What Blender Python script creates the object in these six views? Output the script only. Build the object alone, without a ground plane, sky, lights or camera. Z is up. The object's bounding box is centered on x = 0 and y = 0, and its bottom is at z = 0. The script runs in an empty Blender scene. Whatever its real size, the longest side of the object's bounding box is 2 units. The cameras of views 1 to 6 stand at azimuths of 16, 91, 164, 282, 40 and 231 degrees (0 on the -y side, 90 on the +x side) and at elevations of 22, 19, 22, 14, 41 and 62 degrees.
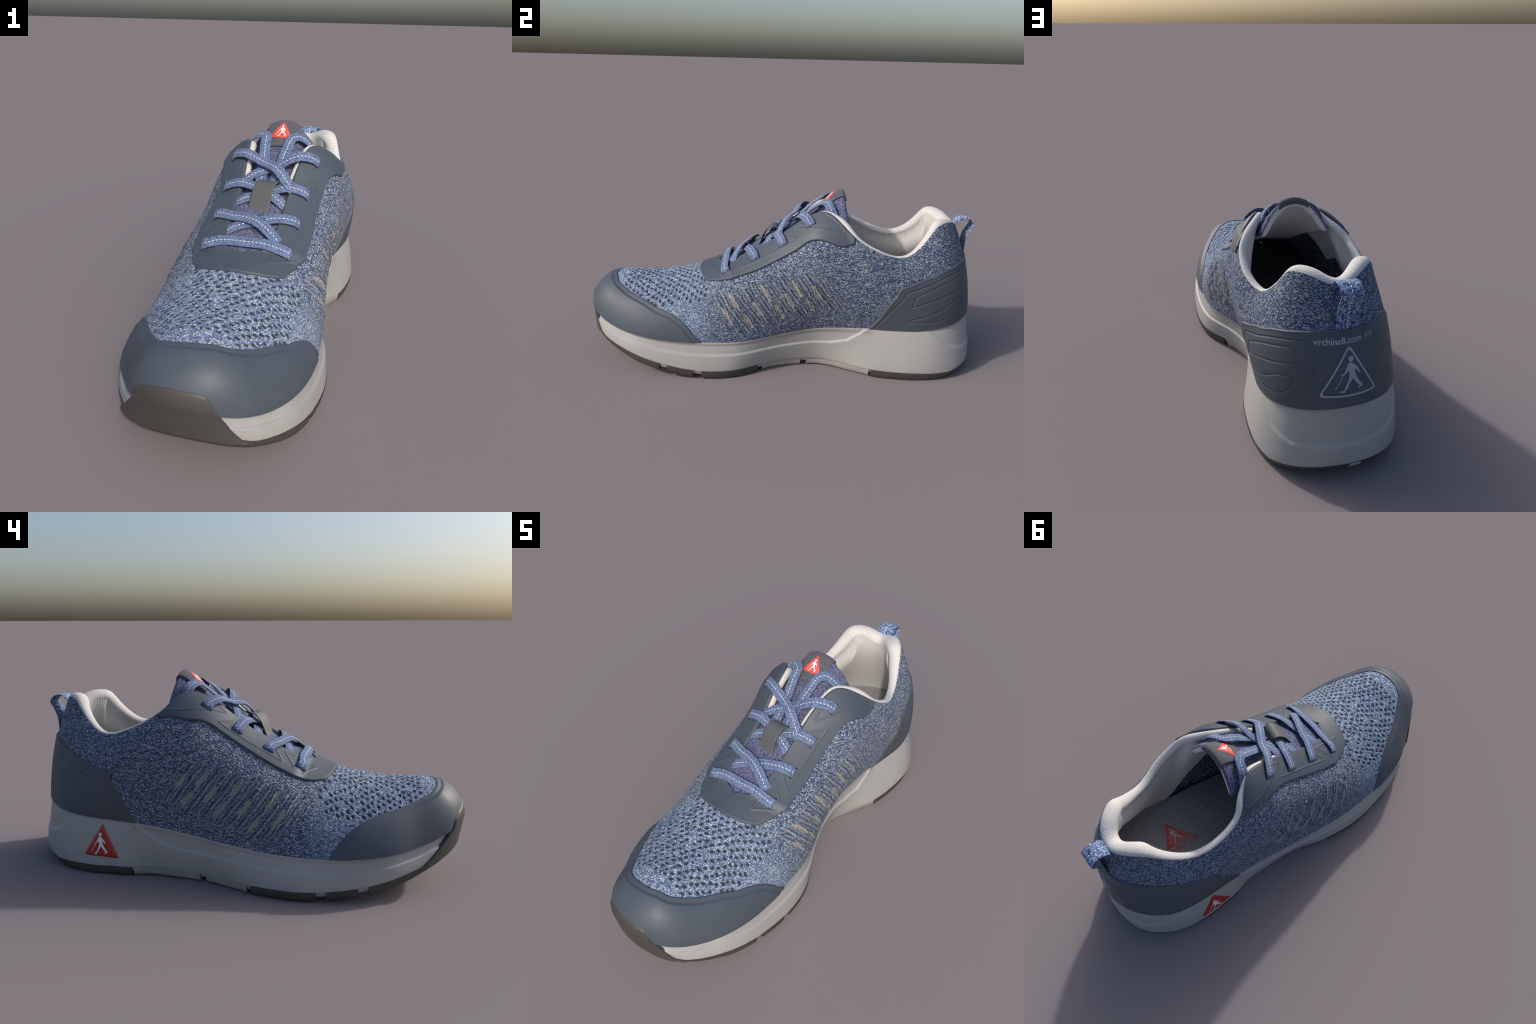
import bpy, bmesh, math, random
import numpy as np
from mathutils import Vector, Matrix
from mathutils.bvhtree import BVHTree

rng = np.random.default_rng(7)

# ------------------------------------------------------------------ helpers
class Loop:
    """Periodic cubic spline through the rows of `pts`, parameter values `s` in [0, 1)."""
    def __init__(self, s, pts):
        self.s = np.asarray(s, float)
        p = self.p = np.asarray(pts, float)
        n = len(p)
        h = self.h = np.diff(np.append(self.s, 1.0 + self.s[0]))
        A = np.zeros((n, n)); r = np.zeros_like(p)
        for i in range(n):
            hm, hp = h[i - 1], h[i]
            A[i, i - 1] += hm; A[i, i] += 2 * (hm + hp); A[i, (i + 1) % n] += hp
            r[i] = 6 * ((p[(i + 1) % n] - p[i]) / hp - (p[i] - p[i - 1]) / hm)
        self.m = np.linalg.solve(A, r)
    def __call__(self, s):
        s = np.mod(np.asarray(s, float) - self.s[0], 1.0) + self.s[0]
        i = np.clip(np.searchsorted(self.s, s, side="right") - 1, 0, len(self.s) - 1)
        j = (i + 1) % len(self.s)
        h = self.h[i][..., None]; u = (s - self.s[i])[..., None]; v = h - u
        m, p = self.m, self.p
        return (m[i] * v**3 + m[j] * u**3) / (6 * h) + (p[i] / h - m[i] * h / 6) * v + (p[j] / h - m[j] * h / 6) * u


class MonotoneLoop(Loop):
    """Periodic cubic through the rows of `pts` that never overshoots them."""
    def __init__(self, s, pts):
        self.s = np.asarray(s, float)
        p = self.p = np.asarray(pts, float)
        h = self.h = np.diff(np.append(self.s, 1.0 + self.s[0]))
        d1 = (np.roll(p, -1, 0) - p) / h[:, None]
        d0 = np.roll(d1, 1, 0)
        hp, hm = h[:, None], np.roll(h, 1)[:, None]
        w1, w2 = 2 * hp + hm, hp + 2 * hm
        with np.errstate(all="ignore"):
            g = (w1 + w2) / (w1 / d0 + w2 / d1)
        self.g = np.where(d0 * d1 > 0, np.nan_to_num(g), 0.0)
    def __call__(self, s):
        s = np.mod(np.asarray(s, float) - self.s[0], 1.0) + self.s[0]
        i = np.clip(np.searchsorted(self.s, s, side="right") - 1, 0, len(self.s) - 1)
        j = (i + 1) % len(self.s)
        h = self.h[i][..., None]; u = (s - self.s[i])[..., None] / h
        p, g = self.p, self.g
        return (p[i] * (1 + 2 * u) * (1 - u) ** 2 + p[j] * u * u * (3 - 2 * u)
                + h * (g[i] * u * (1 - u) ** 2 + g[j] * u * u * (u - 1)))


def smooth(x, a, b):
    t = np.clip((np.asarray(x, float) - a) / (b - a), 0, 1)
    return t * t * (3 - 2 * t)


def polyline(pts, n, smoothing=True):
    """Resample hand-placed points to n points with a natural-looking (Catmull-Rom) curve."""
    p = np.asarray(pts, float)
    d = np.append(0, np.cumsum(np.linalg.norm(np.diff(p, axis=0), axis=1) ** (0.5 if smoothing else 1)))
    u = np.linspace(0, d[-1], n)
    if not smoothing or len(p) < 3:
        return np.stack([np.interp(u, d, p[:, k]) for k in range(p.shape[1])], 1)
    q = np.vstack([2 * p[0] - p[1], p, 2 * p[-1] - p[-2]])
    dd = np.concatenate([[d[0] - (d[1] - d[0])], d, [d[-1] + (d[-1] - d[-2])]])
    i = np.clip(np.searchsorted(d, u, side="right") - 1, 0, len(p) - 2) + 1
    t0, t1, t2, t3 = (dd[i + k][:, None] for k in (-1, 0, 1, 2))
    p0, p1, p2, p3 = (q[i + k] for k in (-1, 0, 1, 2))
    t = u[:, None]
    a1 = (t1 - t) / (t1 - t0) * p0 + (t - t0) / (t1 - t0) * p1
    a2 = (t2 - t) / (t2 - t1) * p1 + (t - t1) / (t2 - t1) * p2
    a3 = (t3 - t) / (t3 - t2) * p2 + (t - t2) / (t3 - t2) * p3
    b1 = (t2 - t) / (t2 - t0) * a1 + (t - t0) / (t2 - t0) * a2
    b2 = (t3 - t) / (t3 - t1) * a2 + (t - t1) / (t3 - t1) * a3
    return (t2 - t) / (t2 - t1) * b1 + (t - t1) / (t2 - t1) * b2


ROOT = None
def add_object(name, verts, faces, mat, parent=None, smooth_shade=True, mat_index=None, mats=None):
    me = bpy.data.meshes.new(name)
    verts = np.asarray(verts, np.float32).reshape(-1, 3)
    if isinstance(faces, np.ndarray):
        k = faces.shape[1]
        me.vertices.add(len(verts)); me.vertices.foreach_set("co", verts.ravel())
        me.loops.add(faces.size); me.loops.foreach_set("vertex_index", faces.ravel().astype(np.int32))
        me.polygons.add(len(faces))
        me.polygons.foreach_set("loop_start", np.arange(0, faces.size, k, dtype=np.int32))
        me.polygons.foreach_set("loop_total", np.full(len(faces), k, np.int32))
        me.update(calc_edges=True)
    else:
        me.from_pydata(verts.tolist(), [], faces)
    for m in (mats or [mat]):
        me.materials.append(m)
    me.polygons.foreach_set("use_smooth", np.full(len(me.polygons), smooth_shade))
    if mat_index is not None:
        me.polygons.foreach_set("material_index", np.asarray(mat_index, np.int32))
    me.validate(); me.update()
    ob = bpy.data.objects.new(name, me)
    bpy.context.scene.collection.objects.link(ob)
    ob.parent = parent if parent is not None else ROOT
    return ob


def grid_faces(nu, nv, wrap_u=False, flip=False):
    i, j = np.meshgrid(np.arange(nu if wrap_u else nu - 1), np.arange(nv - 1), indexing="ij")
    i2 = (i + 1) % nu
    f = np.stack([i * nv + j, i2 * nv + j, i2 * nv + j + 1, i * nv + j + 1], -1).reshape(-1, 4)
    return f[:, ::-1].copy() if flip else f


def grid_object(name, G, mat, wrap_u=False, flip=False, **kw):
    return add_object(name, G.reshape(-1, 3), grid_faces(G.shape[0], G.shape[1], wrap_u, flip), mat, **kw)


# ------------------------------------------------------------------ materials
class Nodes:
    def __init__(self, name):
        self.m = bpy.data.materials.new(name); self.m.use_nodes = True
        self.t = self.m.node_tree; self.b = self.t.nodes["Principled BSDF"]
        self.co = self.t.nodes.new("ShaderNodeTexCoord").outputs["Object"]
    def link(self, a, b):
        self.t.links.new(a, b); return a
    def put(self, sock, val):
        if hasattr(val, "is_output"): self.t.links.new(val, sock)
        elif isinstance(val, (tuple, list)) and sock.type == "RGBA": sock.default_value = (*val[:3], 1)
        else: sock.default_value = val
    def mapping(self, scale=(1, 1, 1), rot=(0, 0, 0), vec=None):
        n = self.t.nodes.new("ShaderNodeMapping")
        n.inputs["Scale"].default_value = scale; n.inputs["Rotation"].default_value = rot
        self.put(n.inputs["Vector"], self.co if vec is None else vec)
        return n.outputs[0]
    def noise(self, scale, vec=None, detail=2.0, rough=.5, dist=0.0):
        n = self.t.nodes.new("ShaderNodeTexNoise")
        n.inputs["Scale"].default_value = scale; n.inputs["Detail"].default_value = detail
        n.inputs["Roughness"].default_value = rough; n.inputs["Distortion"].default_value = dist
        self.put(n.inputs["Vector"], self.co if vec is None else vec)
        return n.outputs["Fac"]
    def voronoi(self, scale, vec=None, rand=1.0, feature="F1"):
        n = self.t.nodes.new("ShaderNodeTexVoronoi"); n.feature = feature
        n.inputs["Scale"].default_value = scale; n.inputs["Randomness"].default_value = rand
        self.put(n.inputs["Vector"], self.co if vec is None else vec)
        return n.outputs["Distance"]
    def wave(self, scale, axis="X", dist=0.0, dscale=1.0, vec=None, detail=1.0):
        n = self.t.nodes.new("ShaderNodeTexWave"); n.bands_direction = axis
        n.inputs["Scale"].default_value = scale; n.inputs["Distortion"].default_value = dist
        n.inputs["Detail Scale"].default_value = dscale; n.inputs["Detail"].default_value = detail
        self.put(n.inputs["Vector"], self.co if vec is None else vec)
        return n.outputs["Fac"]
    def ramp(self, fac, stops, interp="LINEAR"):
        n = self.t.nodes.new("ShaderNodeValToRGB"); e = n.color_ramp.elements; n.color_ramp.interpolation = interp
        while len(e) < len(stops): e.new(.5)
        for k, (p, c) in zip(e, stops):
            k.position = p; k.color = (*c, 1) if isinstance(c, (tuple, list)) else (c, c, c, 1)
        self.put(n.inputs[0], fac); return n.outputs[0]
    def mix(self, fac, a, b, blend="MIX"):
        n = self.t.nodes.new("ShaderNodeMix"); n.data_type = "RGBA"; n.blend_type = blend
        self.put(n.inputs[0], fac); self.put(n.inputs[6], a); self.put(n.inputs[7], b)
        return n.outputs[2]
    def math(self, op, a, b=0.0, c=None):
        n = self.t.nodes.new("ShaderNodeMath"); n.operation = op
        self.put(n.inputs[0], a); self.put(n.inputs[1], b)
        if c is not None: self.put(n.inputs[2], c)
        return n.outputs[0]
    def sep(self):
        n = self.t.nodes.new("ShaderNodeSeparateXYZ"); self.put(n.inputs[0], self.co); return n.outputs
    def bump(self, height, strength, dist):
        n = self.t.nodes.new("ShaderNodeBump"); n.inputs["Strength"].default_value = strength; n.inputs["Distance"].default_value = dist
        self.put(n.inputs["Height"], height); self.link(n.outputs[0], self.b.inputs["Normal"])
    def done(self, colour, rough=.6, spec=.5, sheen=0.0):
        self.put(self.b.inputs["Base Color"], colour); self.put(self.b.inputs["Roughness"], rough)
        self.b.inputs["Specular IOR Level"].default_value = spec
        if sheen: self.b.inputs["Sheen Weight"].default_value = sheen
        return self.m


def knit_material(name, dark, mid, light, size=1.0, pale=.74, ribbed=False):
    """Melange knit: every loop is a slanting cell with its own yarn shade, dark between the loops."""
    n = Nodes(name)
    warp = n.t.nodes.new("ShaderNodeTexNoise"); warp.inputs["Scale"].default_value = 45; warp.inputs["Detail"].default_value = 2
    n.put(warp.inputs["Vector"], n.co)
    sc = n.t.nodes.new("ShaderNodeVectorMath"); sc.operation = "MULTIPLY_ADD"
    n.put(sc.inputs[0], warp.outputs["Color"]); sc.inputs[1].default_value = (.016, .016, .016); n.put(sc.inputs[2], n.co)
    vec = n.mapping((80 / size, 66 / size, 180 / size), (.42, .12, .25), sc.outputs[0])
    vo = n.t.nodes.new("ShaderNodeTexVoronoi"); vo.inputs["Scale"].default_value = 1.0; vo.inputs["Randomness"].default_value = .85
    n.put(vo.inputs["Vector"], vec)
    sp = n.t.nodes.new("ShaderNodeSeparateColor"); n.put(sp.inputs[0], vo.outputs["Color"])
    d = vo.outputs["Distance"]
    fibre = n.noise(1.0, n.mapping((210, 190, 420), (-.5, .2, -.3)), 2, .6)
    shade = n.math("ADD", sp.outputs[0], n.math("MULTIPLY", n.math("SUBTRACT", fibre, .5), .9))
    lo = tuple(.55 * x for x in mid); hi = tuple(1.45 * x for x in mid)
    c = n.ramp(shade, [(.02, dark), (.20, lo), (.48, mid), (pale - .08, hi), (pale + .06, light)])
    c = n.mix(n.math("MULTIPLY", n.ramp(d, [(.38, 0), (.68, 1)]), .8), c, dark)
    height = n.math("SUBTRACT", n.math("MULTIPLY", fibre, .5), d)
    if ribbed:
        x, y, z = n.sep()
        q = n.math("ADD", n.math("MULTIPLY", y, .8), n.math("MULTIPLY", z, .6))
        p = n.math("SUBTRACT", n.math("MULTIPLY", y, .6), n.math("MULTIPLY", z, .8))
        off = n.math("ABSOLUTE", n.math("SUBTRACT", p, n.math("MULTIPLY_ADD", q, .375, -.413)))
        zone = n.math("MULTIPLY", n.ramp(n.math("MULTIPLY", off, 5), [(.46, 1), (.66, 0)]), n.ramp(n.math("ADD", q, .2), [(.14, 0), (.20, 1), (.64, 1), (.70, 0)]))
        wv = n.math("SINE", n.math("ADD", n.math("MULTIPLY", q, 351.0), n.math("MULTIPLY", n.noise(18, None, 2), 7.0)))
        wide = n.math("SINE", n.math("ADD", n.math("MULTIPLY", q, 175.6), n.math("MULTIPLY", n.noise(14, None, 2), 6.0)))
        c = n.mix(n.math("MULTIPLY", zone, n.ramp(wide, [(.2, .0), (.9, .50)])), c, dark)
        c = n.mix(n.math("MULTIPLY", zone, n.ramp(n.math("MULTIPLY", wide, -1.0), [(.35, .0), (.95, .30)])), c, (.34, .345, .35))
        c = n.mix(n.math("MULTIPLY", zone, n.ramp(wv, [(.0, .0), (.4, .0), (.9, .32)])), c, light)
        c = n.mix(n.math("MULTIPLY", zone, n.ramp(n.math("MULTIPLY", wv, -1.0), [(.1, .0), (.8, .50)])), c, dark)
    n.bump(height, .8, .005)
    return n.done(c, .85, .2, .1)


def rubber(name, col, rough=.45, grain=.15, spec=.5, scale=300):
    n = Nodes(name)
    v = n.noise(9, None, 3)
    c = n.mix(n.ramp(v, [(.3, 0), (.7, 1)]), tuple(.94 * x for x in col), tuple(1.06 * x for x in col))
    n.bump(n.noise(scale, None, 2), grain, .0008)
    return n.done(c, rough, spec)


M_knit = knit_material("blue_melange_knit", (.032, .047, .094), (.104, .157, .280), (.45, .48, .51), .52, .695, ribbed=True)
M_knit_toe = knit_material("pale_blue_mesh_knit", (.075, .118, .215), (.165, .250, .405), (.48, .53, .575), .50, .63)
M_dent = rubber("painted_mesh_dent", (.030, .037, .050), .9)  # dark paint on shallow dents that stand for the mesh holes
def window_material():
    n = Nodes("beige_mesh_window")
    v = n.voronoi(260, None, .6)
    c = n.ramp(v, [(.32, (.38, .365, .34)), (.58, (.22, .215, .205)), (.85, (.04, .04, .05))])
    n.bump(v, .5, .003)
    return n.done(c, .9, .2)
M_window = window_material()
M_grey = rubber("slate_grey_rubber", (.061, .076, .099), .52, .10, .4)
M_counter = rubber("slate_grey_moulding", (.066, .079, .100), .55, .10, .4)
def foam_material():
    n = Nodes("pale_midsole_foam")
    v = n.noise(5, None, 3)
    c = n.mix(n.ramp(v, [(.3, 0), (.7, 1)]), (.315, .311, .305), (.350, .346, .339))
    lines = n.wave(42, "Z", 6.0, 2.2, None, 1.0)
    n.bump(n.math("ADD", lines, n.math("MULTIPLY", n.noise(60, None, 2), .4)), .11, .003)
    return n.done(c, .5, .45)
M_white = foam_material()
M_black = rubber("charcoal_outsole_rubber", (.050, .048, .044), .55, .25)
M_pad = rubber("grey_arch_pad", (.30, .29, .28), .55, .1)
def lining_material(name, col):
    n = Nodes(name)
    v = n.voronoi(115, None, .15)
    c = n.mix(n.ramp(v, [(.2, 0), (.6, 1)]), col, tuple(.86 * x for x in col))
    n.bump(v, .35, .003)
    return n.done(c, .8, .25, .2)
M_lining = lining_material("off_white_spacer_mesh", (.62, .60, .58))
def insole_material():
    n = Nodes("grey_checked_insole")
    br = n.t.nodes.new("ShaderNodeTexBrick")
    br.offset = 0; br.inputs["Scale"].default_value = 1.0
    br.inputs["Brick Width"].default_value = .0165; br.inputs["Row Height"].default_value = .0165
    br.inputs["Mortar Size"].default_value = .0014; br.inputs["Mortar Smooth"].default_value = .6
    n.link(n.mapping((1, 1, 1), (0, 0, .35)), br.inputs["Vector"])
    n.put(br.inputs["Color1"], (.25, .26, .265)); n.put(br.inputs["Color2"], (.30, .305, .31)); n.put(br.inputs["Mortar"], (.10, .105, .11))
    n.bump(br.outputs["Fac"], -.5, .003)
    return n.done(br.outputs["Color"], .8, .25)
M_insole = insole_material()
def weave_material(name, dark, mid, light, sx=1.0):
    n = Nodes(name)
    a = n.noise(1.0, n.mapping((330 * sx, 120 * sx, 200 * sx), (.5, .3, .6)), 1.0, .5)
    b = n.noise(1.0, n.mapping((120 * sx, 330 * sx, 200 * sx), (-.4, .4, .6)), 1.0, .5)
    k = n.math("MAXIMUM", a, b)
    c = n.ramp(k, [(.42, dark), (.53, mid), (.66, light)])
    n.bump(k, .6, .003)
    return n.done(c, .85, .2, .1)
M_tongue = weave_material("violet_grey_tongue_mesh", (.018, .020, .042), (.080, .088, .165), (.165, .18, .29), .95)
M_lace = weave_material("blue_lace_weave", (.046, .066, .130), (.090, .130, .245), (.18, .235, .36), .95)
M_tab = weave_material("blue_webbing", (.030, .046, .11), (.095, .145, .29), (.31, .39, .53), .5)
M_stitch = rubber("white_stitching", (.58, .60, .62), .8)
M_label = weave_material("charcoal_label_weave", (.055, .055, .070), (.085, .085, .105), (.115, .115, .14), 1.2)
M_red = rubber("red_badge", (.36, .018, .018), .35, .05)
M_redprint = rubber("red_print", (.60, .075, .055), .7, .05)
M_mark = rubber("white_print", (.72, .72, .74), .6, .05)
M_greyprint = rubber("pale_grey_print", (.30, .325, .40), .6, .05)
M_loop = rubber("grey_loop", (.085, .092, .095), .6, .2)
M_dark = rubber("painted_eyelet_shade", (.012, .013, .016), .9)  # near-black colour standing for the shade inside a lace slot

ROOT = bpy.data.objects.new("running_shoe", None)
bpy.context.scene.collection.objects.link(ROOT)
ROOT["label"] = "blue knit running shoe with slate overlays and thick pale sole"
ROOT["category"] = "shoe"

# ------------------------------------------------------------------ the shoe's body surface
# One row per rib: sole-line point F, top-line point T (ridge, throat edge or collar rim),
# outsole edge B (x, y), and the rib's fullness: rise, swell, reach, drop, shoulder.
RIBS_TOE = [
    ((.065, -.985, .300), (.050, -.800, .449), (.060, -.970), (.60, .000, .55, .00, .00)),
]
RIBS_INNER = [
    ((.185, -.943, .270), (.049, -.770, .450), (.200, -.935), (.72, .000, .58, .00, .00)),
    ((.272, -.830, .228), (.047, -.720, .449), (.292, -.830), (0.580, -0.006, 0.580, 0.000, 0.000)),
    ((.322, -.700, .206), (.045, -.650, .447), (.345, -.700), (0.510, -0.008, 0.580, 0.000, 0.000)),
    ((.345, -.550, .194), (.042, -.540, .458), (.372, -.545), (0.540, -0.014, 0.560, 0.000, 0.000)),
    ((.347, -.395, .189), (.037, -.425, .484), (.377, -.370), (0.620, -0.010, 0.560, 0.000, 0.000)),
    ((.343, -.300, .189), (.032, -.335, .512), (.364, -.275), (0.640, 0.004, 0.730, 0.000, 0.000)),
    ((.333, -.210, .191), (.102, -.297, .530), (.338, -.200), (0.600, -0.002, 0.940, 0.020, 0.015)),
    ((.285, -.050, .205), (.124, -.170, .592), (.250, -.050), (0.520, 0.044, 1.020, 0.030, 0.060)),
    ((.248, .110, .229), (.128, -.015, .690), (.203, .130), (0.450, 0.104, 1.000, 0.040, 0.095)),
    ((.243, .210, .240), (.148, .125, .798), (.208, .230), (0.450, 0.116, 1.000, 0.080, 0.105)),
    ((.247, .300, .246), (.172, .205, .830), (.238, .305), (0.420, 0.112, 1.000, 0.140, 0.085)),
    ((.252, .370, .248), (.242, .275, .784), (.270, .370), (0.420, 0.096, 1.000, 0.200, 0.075)),
    ((.256, .434, .250), (.294, .345, .720), (.298, .434), (0.420, 0.070, 0.600, 0.280, 0.078)),
    ((.268, .510, .252), (.301, .455, .662), (.316, .510), (0.420, 0.040, 0.400, 0.300, 0.075)),
    ((.281, .591, .256), (.262, .575, .622), (.325, .591), (0.420, 0.032, 0.300, 0.300, 0.092)),
    ((.289, .670, .261), (.236, .655, .668), (.328, .670), (0.400, 0.034, 0.400, 0.350, 0.062)),
    ((.284, .740, .268), (.210, .704, .722), (.322, .740), (0.380, 0.028, 0.450, 0.350, 0.042)),
    ((.265, .815, .279), (.190, .748, .780), (.304, .820), (0.360, 0.014, 0.500, 0.350, 0.026)),
    ((.222, .885, .291), (.148, .804, .782), (.260, .905), (0.360, 0.010, 0.500, 0.350, 0.016)),
    ((.135, .950, .306), (.090, .852, .760), (.155, .975), (0.360, -0.010, 0.500, 0.350, 0.018)),
]
RIBS_HEEL = [
    ((.028, .974, .315), (.036, .866, .747), (.025, .994), (0.360, -0.019, 0.500, 0.350, 0.020)),
]
RIBS_OUTER = [
    ((-.090, .943, .306), (-.020, .855, .760), (-.100, .972), (0.360, -0.013, 0.500, 0.350, 0.018)),
    ((-.175, .878, .292), (-.082, .814, .786), (-.192, .905), (0.360, -0.015, 0.500, 0.350, 0.004)),
    ((-.230, .798, .279), (-.122, .768, .788), (-.252, .808), (0.360, -0.012, 0.500, 0.350, -0.014)),
    ((-.253, .718, .270), (-.150, .722, .740), (-.278, .720), (0.380, 0.004, 0.450, 0.350, 0.014)),
    ((-.262, .645, .265), (-.178, .660, .672), (-.290, .640), (0.400, 0.012, 0.400, 0.350, 0.040)),
    ((-.267, .570, .262), (-.210, .578, .634), (-.288, .560), (0.420, 0.014, 0.350, 0.300, 0.065)),
    ((-.270, .490, .258), (-.232, .460, .665), (-.286, .480), (0.420, 0.008, 0.400, 0.300, 0.060)),
    ((-.275, .420, .255), (-.219, .335, .730), (-.272, .410), (0.420, 0.006, 0.600, 0.280, 0.040)),
    ((-.280, .355, .250), (-.152, .268, .788), (-.266, .345), (0.420, 0.008, 1.000, 0.180, 0.020)),
    ((-.287, .290, .245), (-.096, .210, .832), (-.270, .275), (.42, .012, .95, .12, .01)),
    ((-.297, .210, .236), (-.085, .128, .798), (-.276, .190), (.45, .010, .88, .06, .00)),
    ((-.310, .110, .224), (-.065, -.015, .690), (-.290, .085), (0.480, 0.000, 0.860, 0.030, 0.000)),
    ((-.330, -.050, .204), (-.060, -.170, .592), (-.338, -.060), (0.500, -0.014, 0.800, 0.030, 0.000)),
    ((-.344, -.210, .189), (-.038, -.297, .530), (-.370, -.210), (0.440, -0.012, 0.710, 0.020, 0.000)),
    ((-.344, -.305, .184), (.032, -.335, .512), (-.377, -.310), (0.400, -0.014, 0.660, 0.000, 0.000)),
    ((-.340, -.410, .182), (.037, -.425, .484), (-.368, -.420), (0.360, -0.014, 0.600, 0.000, 0.000)),
    ((-.324, -.550, .188), (.042, -.540, .458), (-.347, -.555), (0.360, -0.018, 0.600, 0.000, 0.000)),
    ((-.276, -.700, .203), (.045, -.650, .447), (-.296, -.700), (0.400, -0.018, 0.560, 0.000, 0.000)),
    ((-.199, -.812, .225), (.047, -.720, .449), (-.214, -.816), (0.550, -0.014, 0.520, 0.000, 0.000)),
    ((-.093, -.940, .275), (.049, -.770, .450), (-.108, -.925), (.66, .000, .54, .00, .00)),
]
RIBS = RIBS_TOE + RIBS_INNER + RIBS_HEEL + RIBS_OUTER
F0 = np.array([r[0] for r in RIBS]); T0 = np.array([r[1] for r in RIBS])
B0 = np.array([r[2] for r in RIBS]); Q0 = np.array([r[3] for r in RIBS])
def gaps(P):
    return np.linalg.norm(np.diff(np.vstack([P, P[:1]]), axis=0), axis=1)
step = 0.65 * gaps(F0) + 0.35 * gaps(T0)
S0 = np.append(0, np.cumsum(step))[:-1] / step.sum()
S_HEEL = S0[len(RIBS_INNER) + 1]

_F = Loop(S0, F0)
tangent = (_F(S0 + 1e-3) - _F(S0 - 1e-3))[:, :2]
tangent /= np.linalg.norm(tangent, axis=1)[:, None]
OUT0 = np.stack([-tangent[:, 1], tangent[:, 0], np.zeros(len(S0))], 1)
if (OUT0[:, :2] * (F0[:, :2])).sum() < 0:
    OUT0 = -OUT0
H0 = (T0 - F0)[:, 2:3] * np.array([[0, 0, 1.0]])
XY0 = (F0 - T0) * np.array([[1.0, 1.0, 0]])
P1 = F0 + Q0[:, 0:1] * H0 + Q0[:, 1:2] * OUT0
P2 = T0 + Q0[:, 2:3] * XY0 + Q0[:, 4:5] * OUT0 - Q0[:, 3:4] * H0
class Softened:
    """Samples a loop and rounds off its kinks behind the throat."""
    def __init__(self, loop, n=3000, sigma=.0075):
        k = np.linspace(0, 1, n, endpoint=False); A = loop(k)
        r = int(4 * sigma * n); w = np.exp(-.5 * (np.arange(-r, r + 1) / (sigma * n)) ** 2); w /= w.sum()
        B = sum(wi * np.roll(A, -d, 0) for wi, d in zip(w, range(-r, r + 1)))
        m = smooth(A[:, 4:5], .00, .10)
        self.k, self.A = np.append(k, 1.0), np.vstack([A * (1 - m) + B * m, A[:1]])
    def __call__(self, s):
        s = np.mod(np.asarray(s, float), 1.0); x = s * (len(self.k) - 1)
        i = np.minimum(x.astype(int), len(self.k) - 2); f = (x - i)[..., None]
        return self.A[i] * (1 - f) + self.A[i + 1] * f
LOW, HIGH = Loop(S0, np.hstack([F0, P1])), Softened(MonotoneLoop(S0, np.hstack([P2, T0])))
def BODY(s):
    return np.concatenate([LOW(s), HIGH(s)], -1)
OUTL = Loop(S0, OUT0)

def body(s, t):
    """Point of the upper's surface: s runs round the shoe, t from the sole line (0) to the top line (1)."""
    s, t = np.broadcast_arrays(np.asarray(s, float), np.asarray(t, float))
    c = BODY(s); t = t[..., None]; u = 1 - t
    return u**3 * c[..., 0:3] + 3 * u * u * t * c[..., 3:6] + 3 * u * t * t * c[..., 6:9] + t**3 * c[..., 9:12]

def body_normal(s, t):
    e = 2e-3
    t = np.asarray(t, float)
    du = body(np.asarray(s) + e, t) - body(np.asarray(s) - e, t)
    dv = body(s, np.minimum(t + e, 1)) - body(s, np.maximum(t - e, 0))
    n = np.cross(du, dv)
    n /= np.maximum(np.linalg.norm(n, axis=-1), 1e-12)[..., None]
    return n

_gs, _gt = np.meshgrid(np.linspace(0, 1, 1500, endpoint=False), np.linspace(0, 1, 221), indexing="ij")
_gp = body(_gs, _gt)
NSIGN = 1.0 if body_normal(np.array(S0[5]), np.array(.3))[0] > 0 else -1.0
def normal(s, t):
    return NSIGN * body_normal(s, t)

def snap(p, side=None):
    """(s, t) of the surface point nearest to p; side 'in' (+x half) or 'out' (-x half)."""
    d = ((_gp - np.asarray(p)) ** 2).sum(-1)
    if side:
        half = _gs <= S_HEEL if side == "in" else _gs >= S_HEEL
        d = np.where(half, d, 9.0)
    k = np.unravel_index(np.argmin(d), d.shape)
    return float(_gs[k]), float(_gt[k])

# ------------------------------------------------------------------ upper
NS = 1500
ss = np.linspace(0, 1, NS, endpoint=False)
# ------------------------------------------------------------------ sole
def bottom_height(y):
    return np.interp(y, [-1.0, -.95, -.9, -.85, -.8, -.7, -.6, -.5, -.4, -.3, -.1, .0, .1, .2, .35, .45, .6, .85, .93, 1.0],
                     [.18, .145, .120, .101, .085, .057, .034, .016, .004, .0, .0, .0, .001, .002, .002, .002, .0, .0, .020, .034])
Bl = Loop(S0, B0)
Fs = _F(ss); Bs = Bl(ss); Os = OUTL(ss); Os /= np.linalg.norm(Os, axis=1)[:, None]
zb = bottom_height(Bs[:, 1]); zf = Fs[:, 2]
def sole_ring(w, bulge):
    """w 0 at the outsole edge .. 1 at the sole line"""
    P = np.empty((NS, 3))
    P[:, :2] = Bs + (Fs[:, :2] - Bs) * w + Os[:, :2] * np.asarray(bulge).reshape(-1, 1)
    P[:, 2] = zb + HO + (zf - zb - HO) * w
    return P
ys = Fs[:, 1]
lip = smooth(ys, .38, .30)  # the shelf line fades out ahead of the heel block
heel_round = smooth(ys, .78, .93)
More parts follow.
